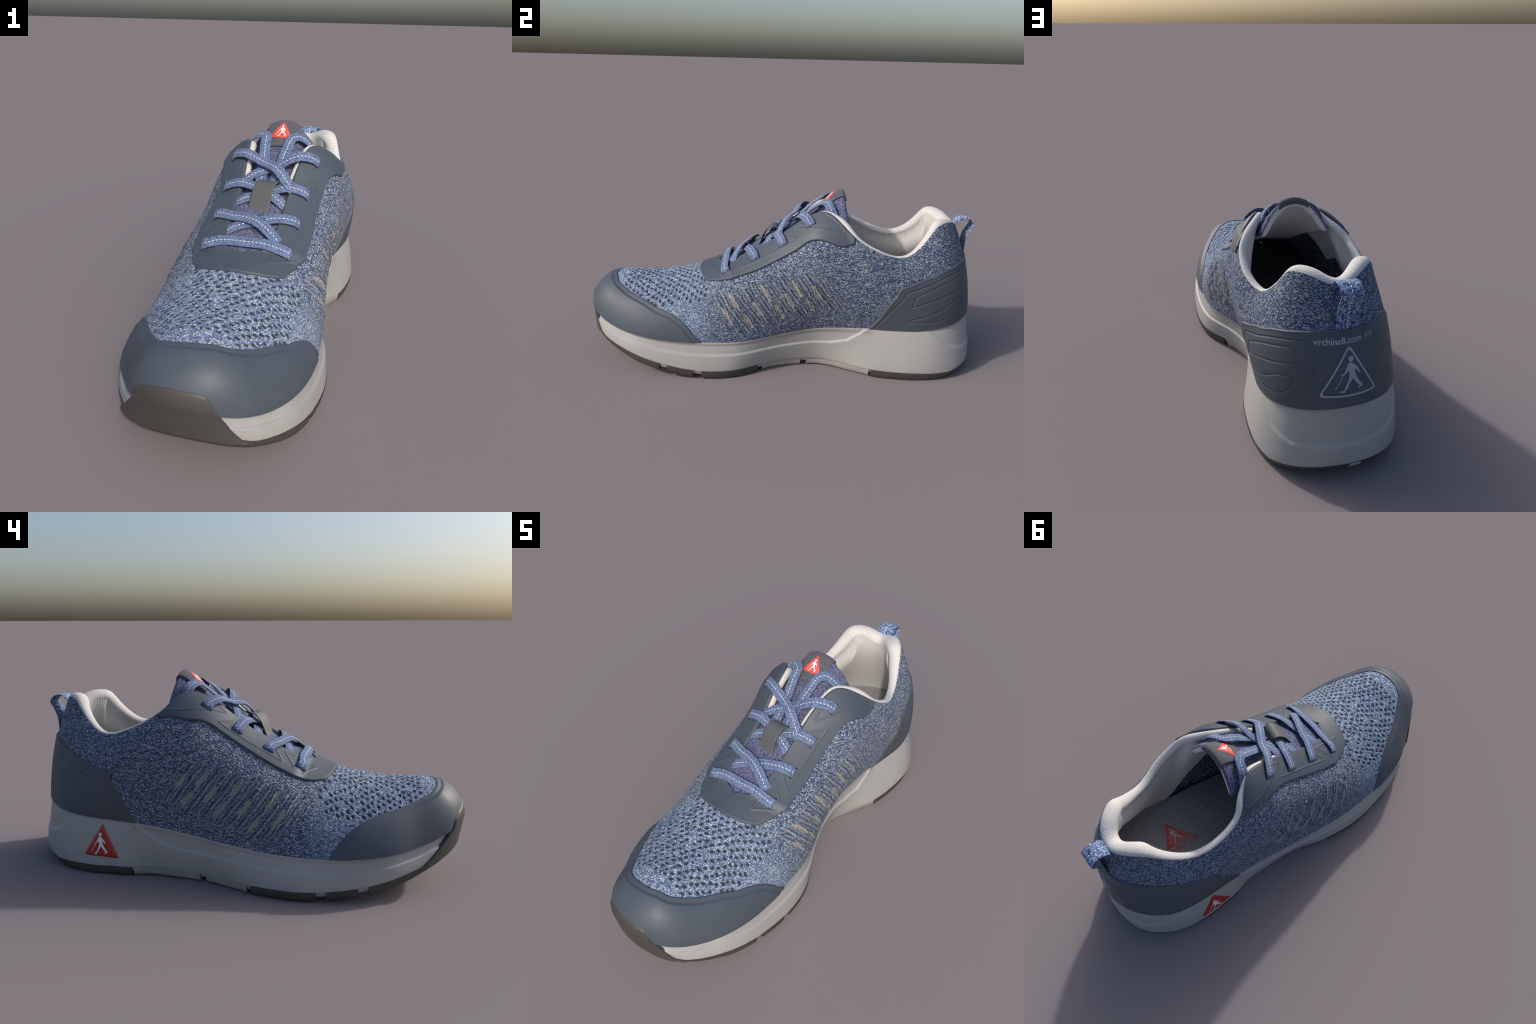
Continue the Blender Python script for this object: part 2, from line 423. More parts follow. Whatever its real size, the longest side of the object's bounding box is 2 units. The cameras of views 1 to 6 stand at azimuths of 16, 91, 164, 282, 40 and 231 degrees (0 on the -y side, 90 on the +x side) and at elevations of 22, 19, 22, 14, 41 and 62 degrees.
toe_round = smooth(ys, -.72, -.93)
HO = .042  # outsole thickness
arch = smooth(ys, -.10, -.04) * smooth(ys, .46, .42)
arch_out = smooth(ys, -.10, .10) * smooth(ys, .45, .30) * (Fs[:, 0] < 0)
rings = []
for w in np.linspace(0, 1, 50):
    bulge = .006 * math.sin(math.pi * w) ** .6
    wf = np.interp(ys, [-1, .24, .33, .40, .44], [.56, .56, .66, .88, 1.06])
    front = smooth(ys, .47, .42)
    shelf = front * (-.009 * (1 - smooth(wf - w, -.025, .02)) + .007 * smooth(w, .84, .97))
    wl = np.interp(ys, [.60, .72, .82, .90, .97], [1.2, 1.0, .62, .42, .36])
    bulge = bulge + .007 * smooth(wl - w, -.03, .05) * smooth(ys, .66, .76) - .003 * smooth(ys, .66, .76)
    rings.append(sole_ring(w, bulge + shelf))
rings.append(Fs - Os * .03 - np.array([0, 0, .004]))
G = np.stack(rings, 1)
MIDSOLE = G
midsole = grid_object("midsole", G, M_white, wrap_u=True, flip=NSIGN < 0)
# ---- pieces
FLIP = NSIGN < 0
inset = .014 + .046 * heel_round + .035 * toe_round

def bottom_rings(lift=0.0, tuck=0.0):
    """Rings from the midsole's lower edge, round the outsole's edge and across the bottom to the middle."""
    rings = []
    for a in np.linspace(0, 1, 10):
        P = sole_ring(0, 0.002 - .006 * arch - tuck - inset * (1 - math.cos(a * math.pi / 2)))
        P[:, 2] = zb + lift + (HO - lift) * (1 - math.sin(a * math.pi / 2))
        rings.append(P)
    e = rings[-1]
    cen = np.stack([np.full(NS, .02), np.clip(e[:, 1], -.7, .75)], 1)
    for k in np.linspace(.15, 1, 7):
        P = e.copy(); P[:, :2] = e[:, :2] * (1 - k) + cen * k
        rings.append(P)
    return np.stack(rings, 1)

BASE_G = bottom_rings(lift=.016, tuck=.008)
grid_object("sole_board", BASE_G, M_white, wrap_u=True, flip=not FLIP, parent=midsole)
TREAD_G = bottom_rings()
PAD_G = bottom_rings(lift=.001, tuck=.002)

def tread_piece(name, y0, y1, mat, src, parent=None, both=True):
    """A block of the outsole between two lengthwise positions, with walls at its cut ends."""
    V, F_, off = [], [], 0
    Y = Bs[:, 1]
    inner = np.where((ss <= S_HEEL) & (Y >= y0) & (Y <= y1))[0]
    outer = np.where((ss > S_HEEL) & (Y >= y0) & (Y <= y1))[0]
    if y0 < -1:      # wraps round the toe: one run through s = 0
        runs = [np.concatenate([outer, inner])]
    elif y1 > 1:     # wraps round the heel
        runs = [np.concatenate([inner, outer])]
    else:
        runs = [inner, outer]
    for idx in runs:
        if len(idx) < 2: continue
        C = src[idx].copy()
        cap0, cap1 = C[0].copy(), C[-1].copy()
        cap0[:, 2] = np.maximum(cap0[:, 2], C[0, 0, 2]); cap1[:, 2] = np.maximum(cap1[:, 2], C[-1, 0, 2])
        C = np.concatenate([cap0[None], C[:1], C, C[-1:], cap1[None]])
        V.append(C.reshape(-1, 3)); F_.append(grid_faces(C.shape[0], C.shape[1], flip=not FLIP) + off); off += C.shape[0] * C.shape[1]
    ob = add_object(name, np.vstack(V), np.vstack(F_), mat, parent=parent)
    ob.data.set_sharp_from_angle(angle=math.radians(40))
    return ob

toe_tread = tread_piece("outsole", -2, -.605, M_black, TREAD_G)
for y0, y1 in ((-.565, -.435), (-.395, -.115)):
    tread_piece("tread_block", y0, y1, M_black, TREAD_G, parent=toe_tread)
heel_tread = tread_piece("heel_outsole", .455, 2, M_black, TREAD_G)
for y0, y1 in ((-.095, .105), (.135, .448)):
    tread_piece("arch_pad", y0, y1, M_pad, PAD_G, parent=midsole)
# pale plug in the heel's rear edge
near_heel = np.where((Bs[:, 1] > .85) & (Bs[:, 0] > -.024) & (Bs[:, 0] < .022))[0]
plug = TREAD_G[near_heel][:, :11] + Os[near_heel][:, None, :] * .003 + np.array([0, 0, -.0015])
plug = np.concatenate([plug[:1] - Os[near_heel[:1]][:, None, :] * .006, plug, plug[-1:] - Os[near_heel[-1:]][:, None, :] * .006])
grid_object("heel_plug", plug, M_white, flip=not FLIP, parent=midsole)

# ------------------------------------------------------------------ knit upper
NT = 210
tt = np.linspace(0, 1, NT)
sg, tg = np.meshgrid(ss, tt, indexing="ij")
G = body(sg, tg); Nn = normal(sg, tg)
inner_side = sg <= S_HEEL

def hash01(i, j, k=0):
    x = np.sin(i * 127.1 + j * 311.7 + k * 74.7) * 43758.5453
    return x - np.floor(x)

# mesh over the toes: staggered rows of shallow dents painted dark, none cut through
arc = np.linalg.norm(np.diff(G, axis=1), axis=-1)
from_ridge = np.concatenate([np.cumsum(arc[:, ::-1], 1)[:, ::-1], np.zeros((NS, 1))], 1)
across = np.where(inner_side, from_ridge, -from_ridge) + .02 * np.sin(G[..., 1] * 9)
along = G[..., 1] + .35 * np.abs(across) ** 2
PX, PY = .0365, .0225
dent = np.zeros_like(across)
row0 = np.floor(along / PY)
for dr in (-1, 0, 1):
    r = row0 + dr
    shift = .5 * np.mod(r, 2)
    c0 = np.floor(across / PX - shift)
    for dc in (0, 1):
        c = c0 + dc
        cx = (c + shift) * PX + (hash01(c, r) - .5) * .009
        cy = r * PY + (hash01(c, r, 1) - .5) * .006
        w = .0100 + .004 * (hash01(c, r, 2) - .5); h = .0077 + .003 * (hash01(c, r, 3) - .5)
        d = np.abs((across - cx) / w) ** 2.4 + np.abs((along - cy - (across - cx) * .25) / h) ** 2.4
        live = (cy > -.80) & (cy < -.36) & (np.abs(cx + .01) < .30 - .25 * np.maximum(0, -.62 - cy)) & (hash01(c, r, 5) > .06)
        dent = np.maximum(dent, np.where(live, 1 - d, 0))
dent = np.clip(dent, 0, 1)

# ribbed flank with slanting mesh windows
qd = .8 * G[..., 1] + .6 * G[..., 2]
pd = .6 * G[..., 1] - .8 * G[..., 2]
q0 = np.where(inner_side, -.02, .016); p0 = np.where(inner_side, -.425, -.402)
pm = p0 + .375 * (qd - q0)
wob = .004 * np.sin(pd * 60 + qd * 25) + .003 * np.sin(pd * 130 + qd * 90)
zone = smooth(qd, q0 - .05, q0 + .0) * smooth(qd, q0 + .50, q0 + .44) * smooth(np.abs(pd - pm), .135, .095)
col = np.round((qd - q0) / .0715)
window = np.zeros_like(qd)
for k, offs in ((0, (0.0,)), (1, (-.058, .058))):
    for o in offs:
        on = (np.mod(col, 2) == k) & (col >= 0) & (col <= 6)
        cq = q0 + col * .0715 + .004 * np.sin(col * 5)
        cp = p0 + .375 * (cq - q0) + o + .006 * np.sin(col * 7 + o * 50)
        d = ((qd - cq + wob * .5) / .0118) ** 2 + (np.abs(pd - cp) / .049) ** 4
        window = np.maximum(window, np.where(on, np.clip(1 - d, 0, 1), 0))
rib = np.sin((qd + wob) * 2 * math.pi / .0179)
bulge_col = np.cos((qd - q0) * 2 * math.pi / .0715)
relief = zone * (.0022 * rib + .0032 * bulge_col) - .004 * np.minimum(1, window * 2)

# the padded collar's lower crease
def nearest(P, Q):
    """distance from each point of P to the dense polyline Q"""
    shp = P.shape[:-1]; A = P.reshape(-1, 3); d = np.full(len(A), 9.0)
    lo, hi = Q.min(0) - .03, Q.max(0) + .03
    idx = np.where(((A > lo) & (A < hi)).all(1))[0]
    for k in range(0, len(idx), 20000):
        b = A[idx[k:k + 20000]]
        d2 = (b * b).sum(1)[:, None] + (Q * Q).sum(1)[None] - 2 * b @ Q.T
        d[idx[k:k + 20000]] = np.sqrt(np.maximum(0, d2.min(1)))
    return d.reshape(shp)

def on_body(points, side, n=240, smoothing=True):
    """Lay a 3D polyline onto the upper; returns its (s, t) course."""
    if smoothing:
        return polyline([snap(p, side) for p in points], n)
    out = []
    for a, b in zip(points[:-1], points[1:]):
        m = max(3, int(math.dist(a, b) / .012))
        q = np.array([snap(np.array(a) * (1 - k) + np.array(b) * k, side) for k in np.linspace(0, 1, m)])
        q[1:-1] = .5 * q[1:-1] + .25 * (q[2:] + q[:-2])
        f = np.linspace(0, m - 1, 5 * m)
        out.append(np.stack([np.interp(f, np.arange(m), q[:, c]) for c in (0, 1)], 1))
    return np.vstack(out)

crease = {"in": [(.268, .160, .690), (.284, .195, .655), (.278, .260, .607), (.278, .324, .550), (.298, .398, .525), (.317, .481, .510), (.315, .560, .525)],
          "out": [(-.235, .191, .678), (-.258, .260, .638), (-.275, .361, .571), (-.278, .438, .523), (-.272, .537, .516)]}
for side, pts in crease.items():
    st = on_body(pts, side)
    d = nearest(G, body(st[:, 0], st[:, 1]))
    relief = relief - .006 * np.exp(-(d / .014) ** 2)

fine = .0016 * (np.sin(G[..., 0] * 310 + 3 * np.sin(G[..., 1] * 90)) * np.sin(G[..., 1] * 330 + 3 * np.sin(G[..., 2] * 80)) + .5 * np.sin(G[..., 2] * 420 + G[..., 1] * 200))
relief = relief + fine * .6 - .0028 * np.minimum(1, dent * 2.0)
K = G + Nn * relief[..., None]
fc = grid_faces(NS, NT, True, FLIP)
fv = lambda A: A.reshape(-1)[fc].mean(1)
toe_zone = smooth(fv(G[..., 1]) + .10 * np.abs(fv(G[..., 0]) - .03) + .012 * np.sin(fv(G[..., 0]) * 70) + .11 * (hash01(np.arange(len(fc)), 3) - .5), -.33, -.39) > .5
mi = np.where(toe_zone, 3, 0)
mi = np.where(fv(dent) > .30, 1, mi)
mi = np.where(fv(window) > .25, 2, mi)
knit_upper = add_object("knit_upper", K.reshape(-1, 3), fc, None, mats=[M_knit, M_dent, M_window, M_knit_toe], mat_index=mi)

# ------------------------------------------------------------------ overlays on the upper
def edge_height(D, r):
    x = np.clip(D / r, 0, 1)
    return np.sqrt(np.maximum(0, 1 - (1 - x) ** 2))

def edge_distance(P, sides):
    nu, nv = P.shape[:2]
    du = np.linalg.norm(np.diff(P, axis=0), axis=-1); dv = np.linalg.norm(np.diff(P, axis=1), axis=-1)
    D = np.full((nu, nv), 9.0)
    if sides[0]: D = np.minimum(D, np.vstack([np.zeros((1, nv)), np.cumsum(du, 0)]))
    if sides[1]: D = np.minimum(D, np.vstack([np.cumsum(du[::-1], 0)[::-1], np.zeros((1, nv))]))
    if sides[2]: D = np.minimum(D, np.hstack([np.zeros((nu, 1)), np.cumsum(dv, 1)]))
    if sides[3]: D = np.minimum(D, np.hstack([np.cumsum(dv[:, ::-1], 1)[:, ::-1], np.zeros((nu, 1))]))
    return D

# toe cap: from the sole line up to a swept edge, with a thin flange along it
cap_in = [(.346, -.394, .190), (.345, -.430, .225), (.330, -.493, .295), (.311, -.553, .328), (.292, -.615, .349), (.255, -.690, .377), (.215, -.762, .396), (.160, -.828, .420), (.100, -.853, .432)]
cap_out = [(-.030, -.858, .425), (-.082, -.825, .405), (-.133, -.752, .377), (-.179, -.670, .349), (-.223, -.591, .325), (-.258, -.540, .304), (-.289, -.503, .274), (-.321, -.466, .231), (-.342, -.437, .183)]
ci = np.array([snap(p, "in") for p in cap_in]); co = np.array([snap(p, "out") for p in cap_out])
ci[0, 1] = 0; co[-1, 1] = 0; co[:, 0] -= 1.0
edge = polyline(np.vstack([co[::-1], [[0.0, snap((.04, -.862, .437))[1]]], ci[::-1]]), 520)
vv = np.linspace(0, 1, 110)
sg2 = np.repeat(edge[:, :1], 110, 1); tg2 = edge[:, 1:2] * vv[None]
P = body(sg2, tg2); N = normal(sg2, tg2); D = edge_distance(P, (0, 0, 0, 1))
D = np.minimum(D, nearest(P, body(edge[:, 0], edge[:, 1])))
h = -.004 + .009 * edge_height(D, .007) + .005 * smooth(D, .020, .034)
toe_cap = grid_object("toe_cap", P + N * h[..., None], M_grey, flip=FLIP)

# heel counter with sunk outlines
hc_in = [(.242, .436, .251), (.261, .471, .304), (.289, .505, .374), (.315, .545, .447), (.316, .592, .503), (.303, .660, .528), (.279, .745, .555), (.247, .815, .580), (.177, .882, .598), (.077, .916, .606)]
hc_out = [(-.012, .915, .607), (-.120, .872, .597), (-.175, .815, .578), (-.221, .738, .548), (-.255, .641, .510), (-.271, .566, .499), (-.283, .526, .444), (-.282, .492, .378), (-.278, .459, .318), (-.275, .425, .258)]
hi = np.array([snap(p, "in") for p in hc_in]); ho = np.array([snap(p, "out") for p in hc_out])
hi[0, 1] = 0; ho[-1, 1] = 0
edge = polyline(np.vstack([hi, ho]), 820)
sg2 = np.repeat(edge[:, :1], 150, 1); vv = np.linspace(0, 1, 150); tg2 = edge[:, 1:2] * vv[None]
P = body(sg2, tg2); N = normal(sg2, tg2)
D = nearest(P, body(edge[:, 0], edge[:, 1]))
h = -.004 + .0125 * edge_height(D, .007) - .0015 * smooth(D, .008, .012)
flip_x = lambda pts, c: [(2 * c - x, y, z) for x, y, z in pts]
outline = [(.251, .469, .266), (.287, .525, .353), (.319, .600, .471), (.303, .694, .500), (.272, .789, .536), (.186, .890, .562), (.171, .899, .558), (.129, .936, .496), (.202, .908, .316)]
pad_a = [(.312, .628, .392), (.316, .642, .447), (.298, .726, .485), (.227, .864, .529), (.212, .880, .526), (.191, .907, .488), (.199, .903, .478), (.277, .804, .444), (.300, .733, .426), (.312, .632, .393)]
pad_b = [(.291, .621, .313), (.298, .650, .328), (.287, .772, .368), (.263, .837, .407), (.214, .901, .422), (.226, .886, .365), (.250, .850, .332), (.282, .745, .312), (.291, .625, .310)]
for side in ("in", "out"):
    for pts in (outline, pad_a, pad_b):
        st = on_body(pts if side == "in" else flip_x(pts, .028), side, 260, False)
        h = h - .0030 * np.exp(-(nearest(P, body(st[:, 0], st[:, 1])) / .0029) ** 2)
COUNTER = P + N * h[..., None]
heel_counter = grid_object("heel_counter", COUNTER, M_counter, flip=FLIP)

# eyestay: a U from the collar down both sides of the throat and round its front
TY = HIGH(ss)[:, 4]
half_in = ss <= S_HEEL
def rim_s(y, side):
    m = half_in if side == "in" else ~half_in
    k = np.argsort(TY[m]); return float(np.interp(y, TY[m][k], ss[m][k]))
eye_outer = {"in": [(.282, .340, .690), (.266, .263, .675), (.264, .159, .701), (.250, .110, .681), (.246, .053, .637), (.246, -.031, .587), (.250, -.127, .539), (.249, -.216, .499), (.238, -.270, .475), (.222, -.313, .459), (.203, -.366, .457), (.157, -.407, .467), (.086, -.429, .479)],
             "out": [(-.207, .329, .720), (-.222, .270, .725), (-.218, .200, .716), (-.197, .130, .708), (-.183, .070, .670), (-.182, .000, .625), (-.184, -.090, .570), (-.188, -.180, .518), (-.184, -.240, .486), (-.160, -.312, .453), (-.130, -.374, .448), (-.070, -.414, .465), (.000, -.431, .479)]}
eye_inner_y = [.338, .290, .210, .150, .070, -.015, -.105, -.185, -.230, -.262, -.288, -.303, -.325]
motif = [[(.209, -.291, .479), (.137, -.350, .490), (.152, -.207, .561), (.215, -.259, .505)],
         [(.153, -.158, .586), (.214, -.210, .529), (.216, .077, .695), (.171, .020, .688)],
         [(.165, .084, .753), (.163, .052, .724), (.250, .287, .732), (.245, .291, .755), (.183, .198, .815)]]
V, F_, off = [], [], 0
for side in ("in", "out"):
    o = [snap(p, side) for p in eye_outer[side]] + [(rim_s(-.433, side), 1.0)]
    i_ = [(rim_s(y, side), 1.0) for y in eye_inner_y] + [(rim_s(-.336, side), 1.0)]
    both = polyline(np.hstack([np.array(o), np.array(i_)]), 640)
    vv = np.linspace(0, 1, 110)
    st = both[:, None, :2] * (1 - vv)[None, :, None] + both[:, None, 2:] * vv[None, :, None]
    st[..., 1] = np.minimum(st[..., 1], 1)
    P = body(st[..., 0], st[..., 1]); N = normal(st[..., 0], np.minimum(st[..., 1], .99))
    D = edge_distance(P, (1, 0, 1, 1))
    h = -.006 + .016 * edge_height(D, .008)
    for pts in motif:
        q = on_body(pts if side == "in" else flip_x(pts, .032), side, 240, False)
        h = h + .0020 * np.exp(-(nearest(P, body(q[:, 0], q[:, 1])) / .0035) ** 2)
    V.append(P + N * h[..., None])
shared = .5 * (V[0][-1] + V[1][-1])  # the two halves meet on the ridge
for P in V:
    gap = shared - P[-1]
    for k in range(30):
        P[-1 - k] += gap * (1 - k / 30) ** 2
n_half = V[0].shape[0] * V[0].shape[1]
F_ = [grid_faces(*V[0].shape[:2], flip=not FLIP), grid_faces(*V[1].shape[:2], flip=FLIP) + n_half]
V = [P.reshape(-1, 3) for P in V]
eyestay = add_object("eyestay", np.vstack(V), np.vstack(F_), M_grey)
wm = eyestay.modifiers.new("weld", "WELD"); wm.merge_threshold = .0012

# rubber bumper rising from the outsole over the toe
sx = np.concatenate([ss[ss > .80] - 1, ss[ss < .20]])
fx = _F(sx); m = (fx[:, 1] < -.74); sx, fx = sx[m], fx[m]
ctop = np.interp(fx[:, 0], [-.215, -.198, -.115, -.091, -.062, .028, .099, .134, .162, .205, .240], [0, .03, .95, 1.13, 1.19, 1.25, 1.24, 1.21, 1.0, .10, 0])
kx = np.round(np.mod(sx, 1) * NS).astype(int) % NS
C = []
for u in np.linspace(0, 1, 50):
    c = -.0 + u * ctop
    w = np.clip(c, 0, 1)[:, None]
    A = np.empty((len(sx), 3)); A[:, :2] = Bs[kx] + (Fs[kx, :2] - Bs[kx]) * w; A[:, 2] = (zb + HO + (zf - zb - HO) * np.clip(0, 0, 1))[kx] + ((zf - zb - HO)[kx]) * w[:, 0]
    A[:, :2] += Os[kx, :2] * .004
    Bd = body(sx, np.clip(c - 1, 0, 1)) + Os[kx] * .006
    Q = np.where(c[:, None] > 1, Bd, A)
    C.append(Q)
C = np.stack(C, 1)
for _ in range(6):
    C[:, 1:-1] = .5 * C[:, 1:-1] + .25 * (C[:, 2:] + C[:, :-2])
D = np.linalg.norm(C - C[:, -1:], axis=-1)
C = C + Os[kx][:, None, :] * (-.004 + .014 * edge_height(np.minimum(D, 1), .010))[..., None]
grid_object("toe_bumper", C, M_black, flip=FLIP)

# ------------------------------------------------------------------ collar lining + insole
def insole_z(y):
    return np.interp(y, [-.95, -.6, -.3, .0, .2, .35, .45, .6, 1], [.30, .25, .225, .25, .29, .322, .338, .352, .358])
R_END, L_END = rim_s(.013, "in"), rim_s(.016, "out")
sc = np.linspace(R_END, L_END, 600)
Tt = body(sc, 1.0); inward = -OUTL(sc); inward /= np.linalg.norm(inward, axis=1)[:, None]
tr = np.gradient(Tt, axis=0); tr /= np.linalg.norm(tr, axis=1)[:, None]
down = body(sc, .88) - Tt; down -= (down * tr).sum(1)[:, None] * tr; down /= np.linalg.norm(down, axis=1)[:, None]
sd = np.cross(tr, down); sd *= np.sign((sd * inward).sum(1))[:, None]
for A in (down, sd):
    for _ in range(12):
        A[1:-1] = .5 * A[1:-1] + .25 * (A[2:] + A[:-2])
    A /= np.linalg.norm(A, axis=1)[:, None]
at_throat = np.maximum(smooth(Tt[:, 1], .22, .12), 0)
R = (.017 + .003 * smooth(Tt[:, 1], .3, .5) + .016 * smooth(Tt[:, 1], .58, .80) - .003 * at_throat)[:, None]
prof = []
for a in np.linspace(-.35, math.pi, 18):
    prof.append(Tt + sd * (R - R * math.cos(a)) - down * R * math.sin(a) * .75 + sd * .001)
in_top = prof[-1]
Fi = _F(sc)
zi = .30
foot = Fi + inward * .008; foot[:, 2] = insole_z(Fi[:, 1]) - .004
pad_depth = np.where(sc <= S_HEEL, np.interp(Tt[:, 1], [.2, .35, .5, .65, .76, .86], [.025, .045, .120, .180, .150, .095]), np.interp(Tt[:, 1], [.2, .35, .5, .65, .76, .86], [.030, .120, .160, .180, .150, .095]))
for _ in range(40):
    pad_depth[1:-1] = .5 * pad_depth[1:-1] + .25 * (pad_depth[2:] + pad_depth[:-2])
plump = smooth(pad_depth, .03, .14)[:, None]
pad_mid = body(sc, .70) + inward * pad_depth[:, None]
for _ in range(150):
    pad_mid[1:-1] = .5 * pad_mid[1:-1] + .25 * (pad_mid[2:] + pad_mid[:-2])
reach_down = np.interp(Tt[:, 1], [.15, .30, .45], [.55, .72, 1.0])[:, None]
b1_ = in_top + down * .07 + sd * (.006 + .016 * plump)
b2_ = foot + np.array([0, 0, .04]) + inward * .01
for k0 in np.linspace(.04, 1, 34):
    k = k0 * reach_down; u = 1 - k
    prof.append(u ** 4 * in_top + 4 * u ** 3 * k * b1_ + 6 * u * u * k * k * pad_mid + 4 * u * k ** 3 * b2_ + k ** 4 * foot)
collar_lining = grid_object("collar_lining", np.stack(prof, 1), M_lining, flip=FLIP)

s_in = np.linspace(0, 1, 500, endpoint=False)
e = _F(s_in)
rows = []
for k in np.linspace(0, 1, 30):
    P = e.copy(); P[:, 0] = .02 + (P[:, 0] - .02) * (1 - k) * np.interp(P[:, 1], [-.1, .3], [.86, .97]); P[:, 1] = np.where(np.abs(P[:, 1]) > .6, np.sign(P[:, 1]) * (.6 + (np.abs(P[:, 1]) - .6) * (1 - k)), P[:, 1]) * np.where(P[:, 1] > 0, .985, .93)
    P[:, 2] = insole_z(P[:, 1])
    rows.append(P)
INSOLE = np.stack(rows, 1)
insole = grid_object("insole", INSOLE, M_insole, wrap_u=True, flip=FLIP)

# ------------------------------------------------------------------ tongue
spine = polyline([(.036, -.37, .500), (.034, -.30, .530), (.032, -.2, .580), (.032, -.1, .632), (.032, .0, .688), (.032, .1, .755), (.032, .18, .820), (.032, .245, .882), (.032, .284, .905)], 120)
half = np.interp(spine[:, 1], [-.37, -.28, -.1, .05, .15, .23, .29], [.07, .11, .13, .135, .145, .155, .160])
drop = np.interp(spine[:, 1], [-.37, -.1, .05, .15, .22, .29], [.005, .02, .045, .085, .125, .150])
w = np.linspace(-1, 1, 61)
def tongue_point(i, w, lift=0.0):
    """i: index along the spine (float), w: -1..1 across"""
    i = np.asarray(i, float); k = np.arange(len(spine))
    sp = np.stack([np.interp(i, k, spine[:, a]) for a in range(3)], -1)
    hf, dp = np.interp(i, k, half), np.interp(i, k, drop)
    P = np.stack([sp[..., 0] + hf * w, sp[..., 1] + 0.03 * w * w * smooth(sp[..., 1], .15, .28), sp[..., 2] - dp * np.abs(w) ** 2.2], -1)
    return P
ii, ww = np.meshgrid(np.arange(120), w, indexing="ij")
TG = tongue_point(ii, ww)
tn = np.cross(np.gradient(TG, axis=0), np.gradient(TG, axis=1)); tn /= np.linalg.norm(tn, axis=-1)[..., None]
if tn[60, 30, 2] < 0: tn = -tn
edge_soft = np.minimum(edge_height((1 - np.abs(ww)) * .15, .02), edge_height((119 - ii) * .006, .02))
top = TG + tn * (-.012 + .012 * edge_soft)[..., None]
thick = .034 * smooth(spine[:, 1], -.35, -.1)[:, None]
bot = TG - tn * (.012 + (thick - .012) * edge_soft)[..., None]
tongue = grid_object("tongue", top, M_tongue, flip=True)
grid_object("tongue_lining", bot, M_lining, parent=tongue)

# ------------------------------------------------------------------ ribbons: laces, label, loop, pull tab
def ribbon(name, pts, ups, width, thick, mat, n=90, parent=None, smoothing=True):
    path = polyline(pts, n, smoothing) if smoothing is not None else np.asarray(pts)
    k = np.linspace(0, 1, len(ups)); u = np.linspace(0, 1, len(path))
    up = np.stack([np.interp(u, k, np.asarray(ups, float)[:, a]) for a in range(3)], 1)
    t = np.gradient(path, axis=0); t /= np.linalg.norm(t, axis=1)[:, None]
    side = np.cross(t, up); side /= np.linalg.norm(side, axis=1)[:, None]
    nr = np.cross(side, t)
    e_, hw, ht = [], width / 2, thick / 2
    for a in np.linspace(0, 2 * math.pi, 20, endpoint=False):
        ca, sa = math.cos(a), math.sin(a)
        e_.append((hw * np.sign(ca) * abs(ca) ** .25, ht * np.sign(sa) * abs(sa) ** .45))
    G_ = np.stack([path + side * x + nr * y for x, y in e_], 1)
    n_, m_ = G_.shape[:2]
    f = []
    for i in range(n_ - 1):
        for j in range(m_):
            f.append((i * m_ + j, i * m_ + (j + 1) % m_, (i + 1) * m_ + (j + 1) % m_, (i + 1) * m_ + j))
    f.append(tuple(range(m_))[::-1]); f.append(tuple((n_ - 1) * m_ + j for j in range(m_)))
    ob = add_object(name, G_.reshape(-1, 3), f, mat, parent=parent)
    return ob, path, side, nr

def stitches(name, path, side, nr, lift, parent, length=.011, gap=.0045, width=.0042, offset=0.0, zig=.0012):
    d = np.append(0, np.cumsum(np.linalg.norm(np.diff(path, axis=0), axis=1)))
    V, F_ = [], []
    at = lambda x, A: np.stack([np.interp(x, d, A[:, k]) for k in range(3)], -1)
    x, n = .004, 0
    while x + length < d[-1]:
        a, b = at(x, path), at(x + length, path)
        s_, u_ = at(x + length / 2, side), at(x + length / 2, nr)
        base = len(V)
        for p, q, zg in ((a, 0, -zig), (.7 * a + .3 * b, 1, -zig * .4), (.3 * a + .7 * b, 1, zig * .4), (b, 0, zig)):
            p = p + s_ * (offset + zg)
            for k in range(6):
                an = k / 6 * 2 * math.pi
                rr = width / 2 * (1 if q else .35)
                V.append(p + s_ * rr * math.cos(an) + u_ * (lift + rr * .8 * math.sin(an)))
        for r in range(3):
            for k in range(6):
                F_.append((base + r * 6 + k, base + r * 6 + (k + 1) % 6, base + r * 6 + 6 + (k + 1) % 6, base + r * 6 + 6 + k))
        x += length + gap; n += 1
    ob = add_object(name, np.array(V), F_, M_stitch, parent=parent)
    ob["kind"] = "stuff"
    return ob

LW, LT = .045, .0075
up0 = np.array((0, -.50, .86))
def lace(pts, ups):
    ob, p, s_, n_ = ribbon("lace", pts, ups, LW, LT, M_lace, 120)
    stitches("lace_stitching", p, s_, n_, LT / 2, ob)
    return ob
EYELETS = {"in": [(.198, -.288, .517), (.199, -.148, .594), (.199, -.008, .666), (.202, .131, .761)],
           "out": [(-.134, -.290, .512), (-.135, -.149, .588), (-.137, -.008, .664), (-.138, .130, .757)]}
ROW = {}
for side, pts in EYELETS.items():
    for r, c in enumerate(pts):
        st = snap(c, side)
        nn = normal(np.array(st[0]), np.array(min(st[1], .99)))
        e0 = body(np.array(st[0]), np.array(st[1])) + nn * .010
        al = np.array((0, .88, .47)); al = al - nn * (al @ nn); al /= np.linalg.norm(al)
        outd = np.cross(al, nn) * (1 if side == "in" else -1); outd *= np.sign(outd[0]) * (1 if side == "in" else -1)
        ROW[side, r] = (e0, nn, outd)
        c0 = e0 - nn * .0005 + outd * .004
        ribbon("eyelet_dark_strip", [c0 - al * .026, c0, c0 + al * .026], [nn, nn], .013, .006, M_dark, 12, parent=eyestay)  # dark strip laid on the eyestay; no slot is cut
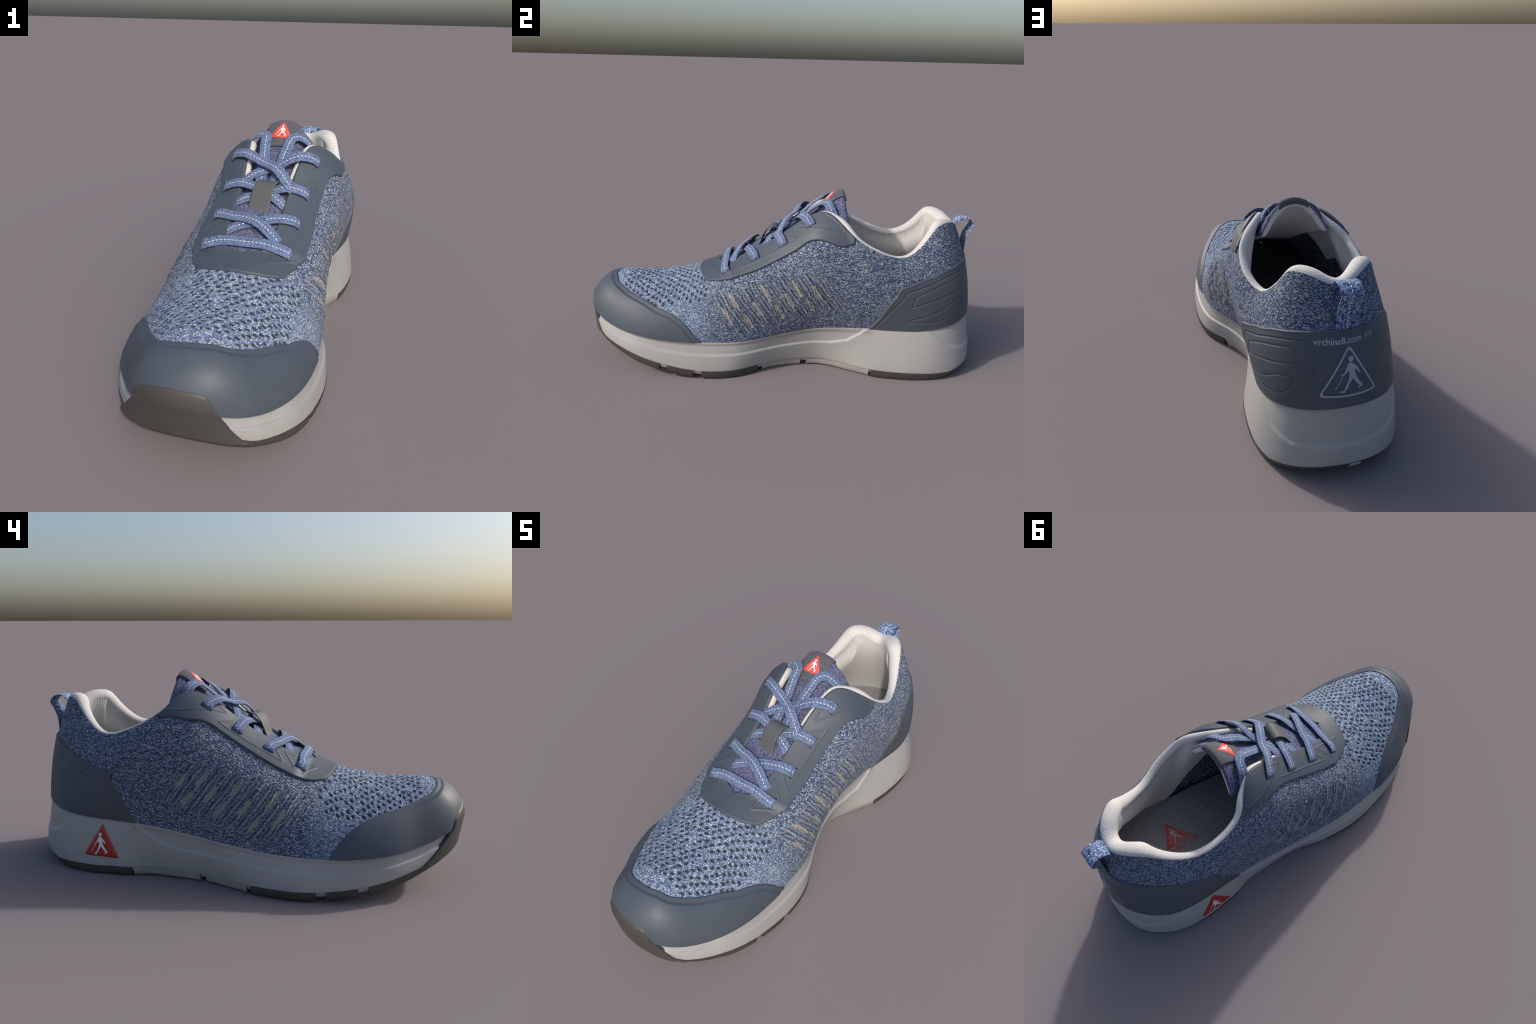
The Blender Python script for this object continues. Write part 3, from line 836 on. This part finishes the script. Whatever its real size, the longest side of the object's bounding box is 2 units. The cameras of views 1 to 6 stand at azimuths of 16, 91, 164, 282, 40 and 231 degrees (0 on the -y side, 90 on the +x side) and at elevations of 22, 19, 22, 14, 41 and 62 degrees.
def from_eyelet(side, r):
    """the lace comes up through the dark strip and bends over the eyestay"""
    e0, nn, outd = ROW[side, r]
    return [tuple(e0 - nn * .014 + outd * .010), tuple(e0 + nn * .004 + outd * .004), tuple(e0 + nn * .0095 - outd * .016)], [nn + outd, nn + .6 * outd, nn]
def crossing(side, r, pts, ups=None):
    a, ua = from_eyelet(side, r)
    # lie over the eyestay's inner edge before crossing the tongue
    over = body(np.array(rim_s(pts[0][1] + .006, side)), np.array(1.0)) + np.array((0, -.45, .89)) * (.019 if r < 3 else .027)
    pts = [tuple(over)] + [(x, y, z + .003) for x, y, z in pts[1:]]
    pu = [up0] * len(pts) if ups is None else ups
    return lace(a + pts, ua + pu)
a, ua = from_eyelet("out", 0); b, ub = from_eyelet("in", 0)
lace(a + [(-.060, -.294, .543), (.032, -.297, .548), (.120, -.294, .545)] + b[::-1], ua + [up0] * 3 + ub[::-1])
endL, endR = np.array((-.55, -.42, .72)), np.array((.55, -.42, .72))
# under-laces come from the inner side, over-laces from the outer side
crossing("in", 1, [(.120, -.172, .597), (.050, -.195, .593), (-.020, -.218, .578), (-.080, -.238, .545)], [up0, up0, up0, endL])
crossing("out", 1, [(-.060, -.180, .599), (.000, -.198, .606), (.060, -.222, .601), (.105, -.241, .578), (.150, -.262, .543)], [up0, up0, up0, up0, endR])
crossing("in", 2, [(.115, -.034, .673), (.045, -.054, .669), (-.020, -.075, .653), (-.085, -.095, .623)], [up0, up0, up0, endL])
crossing("out", 2, [(-.060, -.031, .677), (.020, -.054, .683), (.085, -.074, .659), (.148, -.096, .617)], [up0, up0, up0, endR])
crossing("in", 3, [(.120, .088, .763), (.050, .052, .751), (-.020, .018, .727), (-.078, -.006, .691)], [up0, up0, up0, endL])
crossing("out", 3, [(-.060, .084, .765), (.000, .048, .769), (.065, .010, .757), (.110, -.017, .721), (.150, -.038, .677)], [up0, up0, up0, up0, endR])
# the two runs up the tongue that turn off sideways into the collar
lace([(.012, -.045, .672), (.002, .02, .722), (-.008, .09, .776), (-.020, .150, .828), (-.027, .186, .852), (-.050, .208, .856), (-.090, .222, .838), (-.118, .240, .790)], [up0, up0, up0, up0, (0, -.55, .83), (-.3, -.4, .8), (-.6, -.2, .7), (-.8, 0, .5)])
lace([(.058, -.045, .672), (.063, .02, .722), (.070, .09, .776), (.080, .150, .828), (.087, .188, .850), (.108, .208, .854), (.140, .220, .838), (.172, .240, .795)], [up0, up0, up0, up0, (0, -.55, .83), (.3, -.4, .8), (.6, -.2, .7), (.8, 0, .5)])

# lace keeper loop on the tongue
kp = [(.030, -.126, .610), (.032, -.114, .636), (.038, -.094, .684), (.046, -.066, .716), (.052, -.040, .718), (.057, -.020, .698), (.058, -.012, .680)]
ribbon("lace_keeper", kp, [(-.1, -.7, .7), (-.1, -.8, .6), (-.1, -.6, .8), (-.1, -.35, .9), (-.1, 0, .98), (-.1, .3, .9)], .086, .006, M_loop, 60)

# label wrapped over the tongue's top
idx = np.linspace(96, 119, 24)
cen_ = tongue_point(idx, np.zeros(24)) + np.array([0, 0, 0])
lab = []
for a in np.linspace(-.41, .41, 25):
    row = tongue_point(np.linspace(92.5, 119, 40), np.full(40, a))
    row = row + np.array([0, -.42, .9]) * .006
    row[-6:, 2] -= np.linspace(0, .004, 6)
    tail = [row[-1] + np.array([0, .006, -.002]), row[-1] + np.array([0, .012, -.010]), row[-1] + np.array([0, .014, -.024])]
    lab.append(np.vstack([row, tail]))
LABEL = np.stack(lab, 0)
tongue_label = grid_object("tongue_label", LABEL, M_label, parent=tongue)
sm = tongue_label.modifiers.new("thick", "SOLIDIFY"); sm.thickness = .006; sm.offset = 0

# heel pull tab
tp = [(.026, .858, .728), (.026, .868, .758), (.026, .892, .778), (.026, .922, .780), (.026, .950, .764), (.026, .956, .746), (.026, .940, .716), (.026, .927, .688), (.026, .921, .650), (.026, .920, .600)]
pull_tab, p, s_, n_ = ribbon("pull_tab", tp, [(0, -.8, .5), (0, -.5, .85), (0, 0, 1), (0, .5, .85), (0, .95, .3), (0, 1, -.2), (0, .8, -.6), (0, .9, -.4), (0, 1, 0), (0, 1, 0.1)], .084, .006, M_tab, 120)
stitches("tab_stitching", p, s_, n_, .0030, pull_tab, .012, .005, .0065)

# ------------------------------------------------------------------ printed and moulded marks
def bvh_of(Ga, wrap=False):
    return BVHTree.FromPolygons([tuple(v) for v in Ga.reshape(-1, 3)], grid_faces(Ga.shape[0], Ga.shape[1], wrap).tolist())

def decal(name, loops, frame, tree, lift, mat, parent, cell=.012, dome=0.0):
    """Flat figure (list of 2D outlines) laid onto a surface: frame = origin, right, up, ray direction."""
    o, ru, rv, rd = (Vector(x) for x in frame)
    bm = bmesh.new()
    for lp in loops:
        vs = [bm.verts.new((x, y, 0)) for x, y in lp]
        try: bm.faces.new(vs)
        except ValueError: pass
    bmesh.ops.triangulate(bm, faces=bm.faces[:])
    return finish_decal(name, bm, o, ru, rv, rd, tree, lift, mat, parent, cell, loops if dome else None, dome)

def finish_decal(name, bm, o, ru, rv, rd, tree, lift, mat, parent, cell, outline=None, dome=0.0):
    xs = [v.co.x for v in bm.verts]; ys_ = [v.co.y for v in bm.verts]
    for ax, lo, hi in ((0, min(xs), max(xs)), (1, min(ys_), max(ys_))):
        c = lo + cell
        while c < hi:
            no = (1, 0, 0) if ax == 0 else (0, 1, 0)
            bmesh.ops.bisect_plane(bm, geom=bm.verts[:] + bm.edges[:] + bm.faces[:], plane_co=(c, 0, 0) if ax == 0 else (0, c, 0), plane_no=no)
            c += cell
    for v in bm.verts:
        x, y = v.co.x, v.co.y
        l = lift
        if outline:
            d = 9
            L = outline[0]
            for (ax, ay), (bx, by) in zip(L, L[1:] + L[:1]):
                t = max(0, min(1, ((x - ax) * (bx - ax) + (y - ay) * (by - ay)) / max(1e-9, (bx - ax) ** 2 + (by - ay) ** 2)))
                d = min(d, math.hypot(x - ax - t * (bx - ax), y - ay - t * (by - ay)))
            l = lift + dome * math.sqrt(max(0, 1 - (1 - min(1, d / .010)) ** 2))
        p = o + ru * x + rv * y
        hit = tree.ray_cast(p - rd * .25, rd)
        q = hit[0] if hit[0] is not None else p
        v.co = q - rd * l
    bmesh.ops.recalc_face_normals(bm, faces=bm.faces[:])
    me = bpy.data.meshes.new(name); bm.to_mesh(me); bm.free()
    me.materials.append(mat)
    me.polygons.foreach_set("use_smooth", np.full(len(me.polygons), True))
    ob = bpy.data.objects.new(name, me); bpy.context.scene.collection.objects.link(ob); ob.parent = parent
    return ob

def arc_pts(cx, cy, r, n=14):
    return [(cx + r * math.cos(2 * math.pi * k / n), cy + r * math.sin(2 * math.pi * k / n)) for k in range(n)]

def rounded(corners, r, n=6):
    out = []
    m = len(corners)
    for k in range(m):
        p, a, b = (np.array(corners[i % m], float) for i in (k, k - 1, k + 1))
        da, db = (a - p) / np.linalg.norm(a - p), (b - p) / np.linalg.norm(b - p)
        for t in np.linspace(0, 1, n):
            out.append(tuple((1 - t) ** 2 * (p + da * r) + 2 * t * (1 - t) * p + t * t * (p + db * r)))
    return out

# walking figure with a stick; unit box: x -0.5..0.5, y 0..1 inside an upright triangle
WALK_BODY = [(-.040, .640), (.005, .655), (.050, .625), (.135, .545), (.190, .440), (.165, .425), (.085, .530), (.085, .455), (.105, .390), (.150, .300), (.245, .185), (.235, .165), (.150, .130),
             (.128, .142), (.185, .180), (.120, .235), (.040, .350), (-.030, .250), (-.075, .145), (-.095, .140), (-.110, .095), (-.215, .105), (-.210, .125), (-.130, .140), (-.055, .300), (-.025, .400), (-.030, .500), (-.130, .430), (-.145, .405), (-.165, .425), (-.195, .410), (-.190, .425), (-.140, .450), (-.090, .520)]
WALK_HEAD = arc_pts(.012, .712, .052)
WALK_CAP = [(-.052, .722), (-.030, .728), (-.010, .762), (.030, .768), (.060, .740), (.062, .700), (.0, .722)]
WALK_STICK = [(-.150, .410), (-.138, .402), (-.285, .148), (-.298, .156)]
def walker(scale, dx=0.0, dy=0.0):
    return [[(x * scale + dx, y * scale + dy) for x, y in L] for L in (WALK_BODY, WALK_HEAD, WALK_CAP, WALK_STICK)]

def text_bmesh(body_text, width, bold=0.0):
    cu = bpy.data.curves.new("lettering", "FONT"); cu.body = body_text; cu.align_x = "CENTER"; cu.size = 1.0; cu.offset = bold; cu.resolution_u = 3
    ob = bpy.data.objects.new("lettering", cu); bpy.context.scene.collection.objects.link(ob)
    bpy.context.view_layer.update()
    me = bpy.data.meshes.new_from_object(ob.evaluated_get(bpy.context.evaluated_depsgraph_get()))
    bm = bmesh.new(); bm.from_mesh(me)
    bpy.data.objects.remove(ob); bpy.data.curves.remove(cu); bpy.data.meshes.remove(me)
    xs = [v.co.x for v in bm.verts]
    k = width / (max(xs) - min(xs)); c = (max(xs) + min(xs)) / 2
    for v in bm.verts: v.co = ((v.co.x - c) * k, v.co.y * k, 0)
    return bm

# heel: outlined triangle, walking figure, lettering
t_counter = bvh_of(COUNTER)
frame = ((.026, .95, .366), (-1, 0, 0), (0, 0, 1), (0, -1, 0))
outer = rounded([(0, .188), (-.116, -.008), (.116, -.008)], .022)
inner = rounded([(0, .174), (-.104, -.0005), (.104, -.0005)], .016)
ring = [[outer[i], outer[(i + 1) % len(outer)], inner[(i + 1) % len(inner)], inner[i]] for i in range(len(outer))]
decal("warning_triangle", ring, frame, t_counter, .0012, M_greyprint, heel_counter)
decal("walking_figure", walker(.202, .004, -.010), frame, t_counter, .0012, M_greyprint, heel_counter)
fr = [Vector(x) for x in ((.062, .95, .556), (-1, 0, .035), (0, 0, 1), (0, -1, 0))]
finish_decal("lettering", text_bmesh("vrchina8.com", .176, .025), *fr, t_counter, .0012, M_greyprint, heel_counter, .012)
fr = [Vector(x) for x in ((-.056, .95, .564), (-1, 0, .05), (0, 0, 1), (0, -1, 0))]
finish_decal("lettering", text_bmesh("\u627f\u5236", .036), *fr, t_counter, .0012, M_greyprint, heel_counter, .012)

# red badge on the outer side of the heel block
t_sole = bvh_of(MIDSOLE, True)
frame = ((-.5, .597, .086), (0, -1, 0), (0, 0, 1), (1, 0, 0))
tri_b = rounded([(.008, .156), (-.090, .002), (.090, -.004)], .014)
badge = decal("red_badge", [tri_b], frame, t_sole, -.002, M_red, midsole, .008, .008)
frame_m = ((-.5, .599, .084), (0, -1, 0), (0, 0, 1), (1, 0, 0))
decal("walking_figure", walker(.150, .0, .000), frame_m, t_sole, .0078, M_mark, badge)

# red triangle on the tongue label
t_label = bvh_of(LABEL)
vdir = Vector((-.001, .060, .053)).normalized(); rdir = Vector((0, .66, -.75)).normalized()
frame = ((.033, .201, .8600), (1, 0, 0), tuple(vdir), tuple(rdir))
decal("red_triangle", [[(-.048, -.010), (.048, -.010), (0, .076)]], frame, t_label, .0042, M_redprint, tongue_label)
decal("walking_figure", walker(.086, .0, -.012), frame, t_label, .0052, M_mark, tongue_label)

# red print on the insole
t_ins = bvh_of(INSOLE, True)
frame = ((.013, .572, .6), (0, -1, 0), (1, 0, 0), (0, 0, -1))
decal("red_triangle", [[(-.072, 0), (.072, 0), (.0, .126)]], frame, t_ins, .0012, M_red, insole)
decal("walking_figure", walker(.128, .0, -.004), frame, t_ins, .0024, rubber("grey_print", (.36, .37, .38), .8), insole)
fr = [Vector(x) for x in ((-.020, .572, .6), (0, -1, 0), (1, 0, 0), (0, 0, -1))]
finish_decal("lettering", text_bmesh("\u8db3\u529b\u5065\u8001\u4eba\u978b", .190, .012), *fr, t_ins, .0012, M_red, insole, .03)
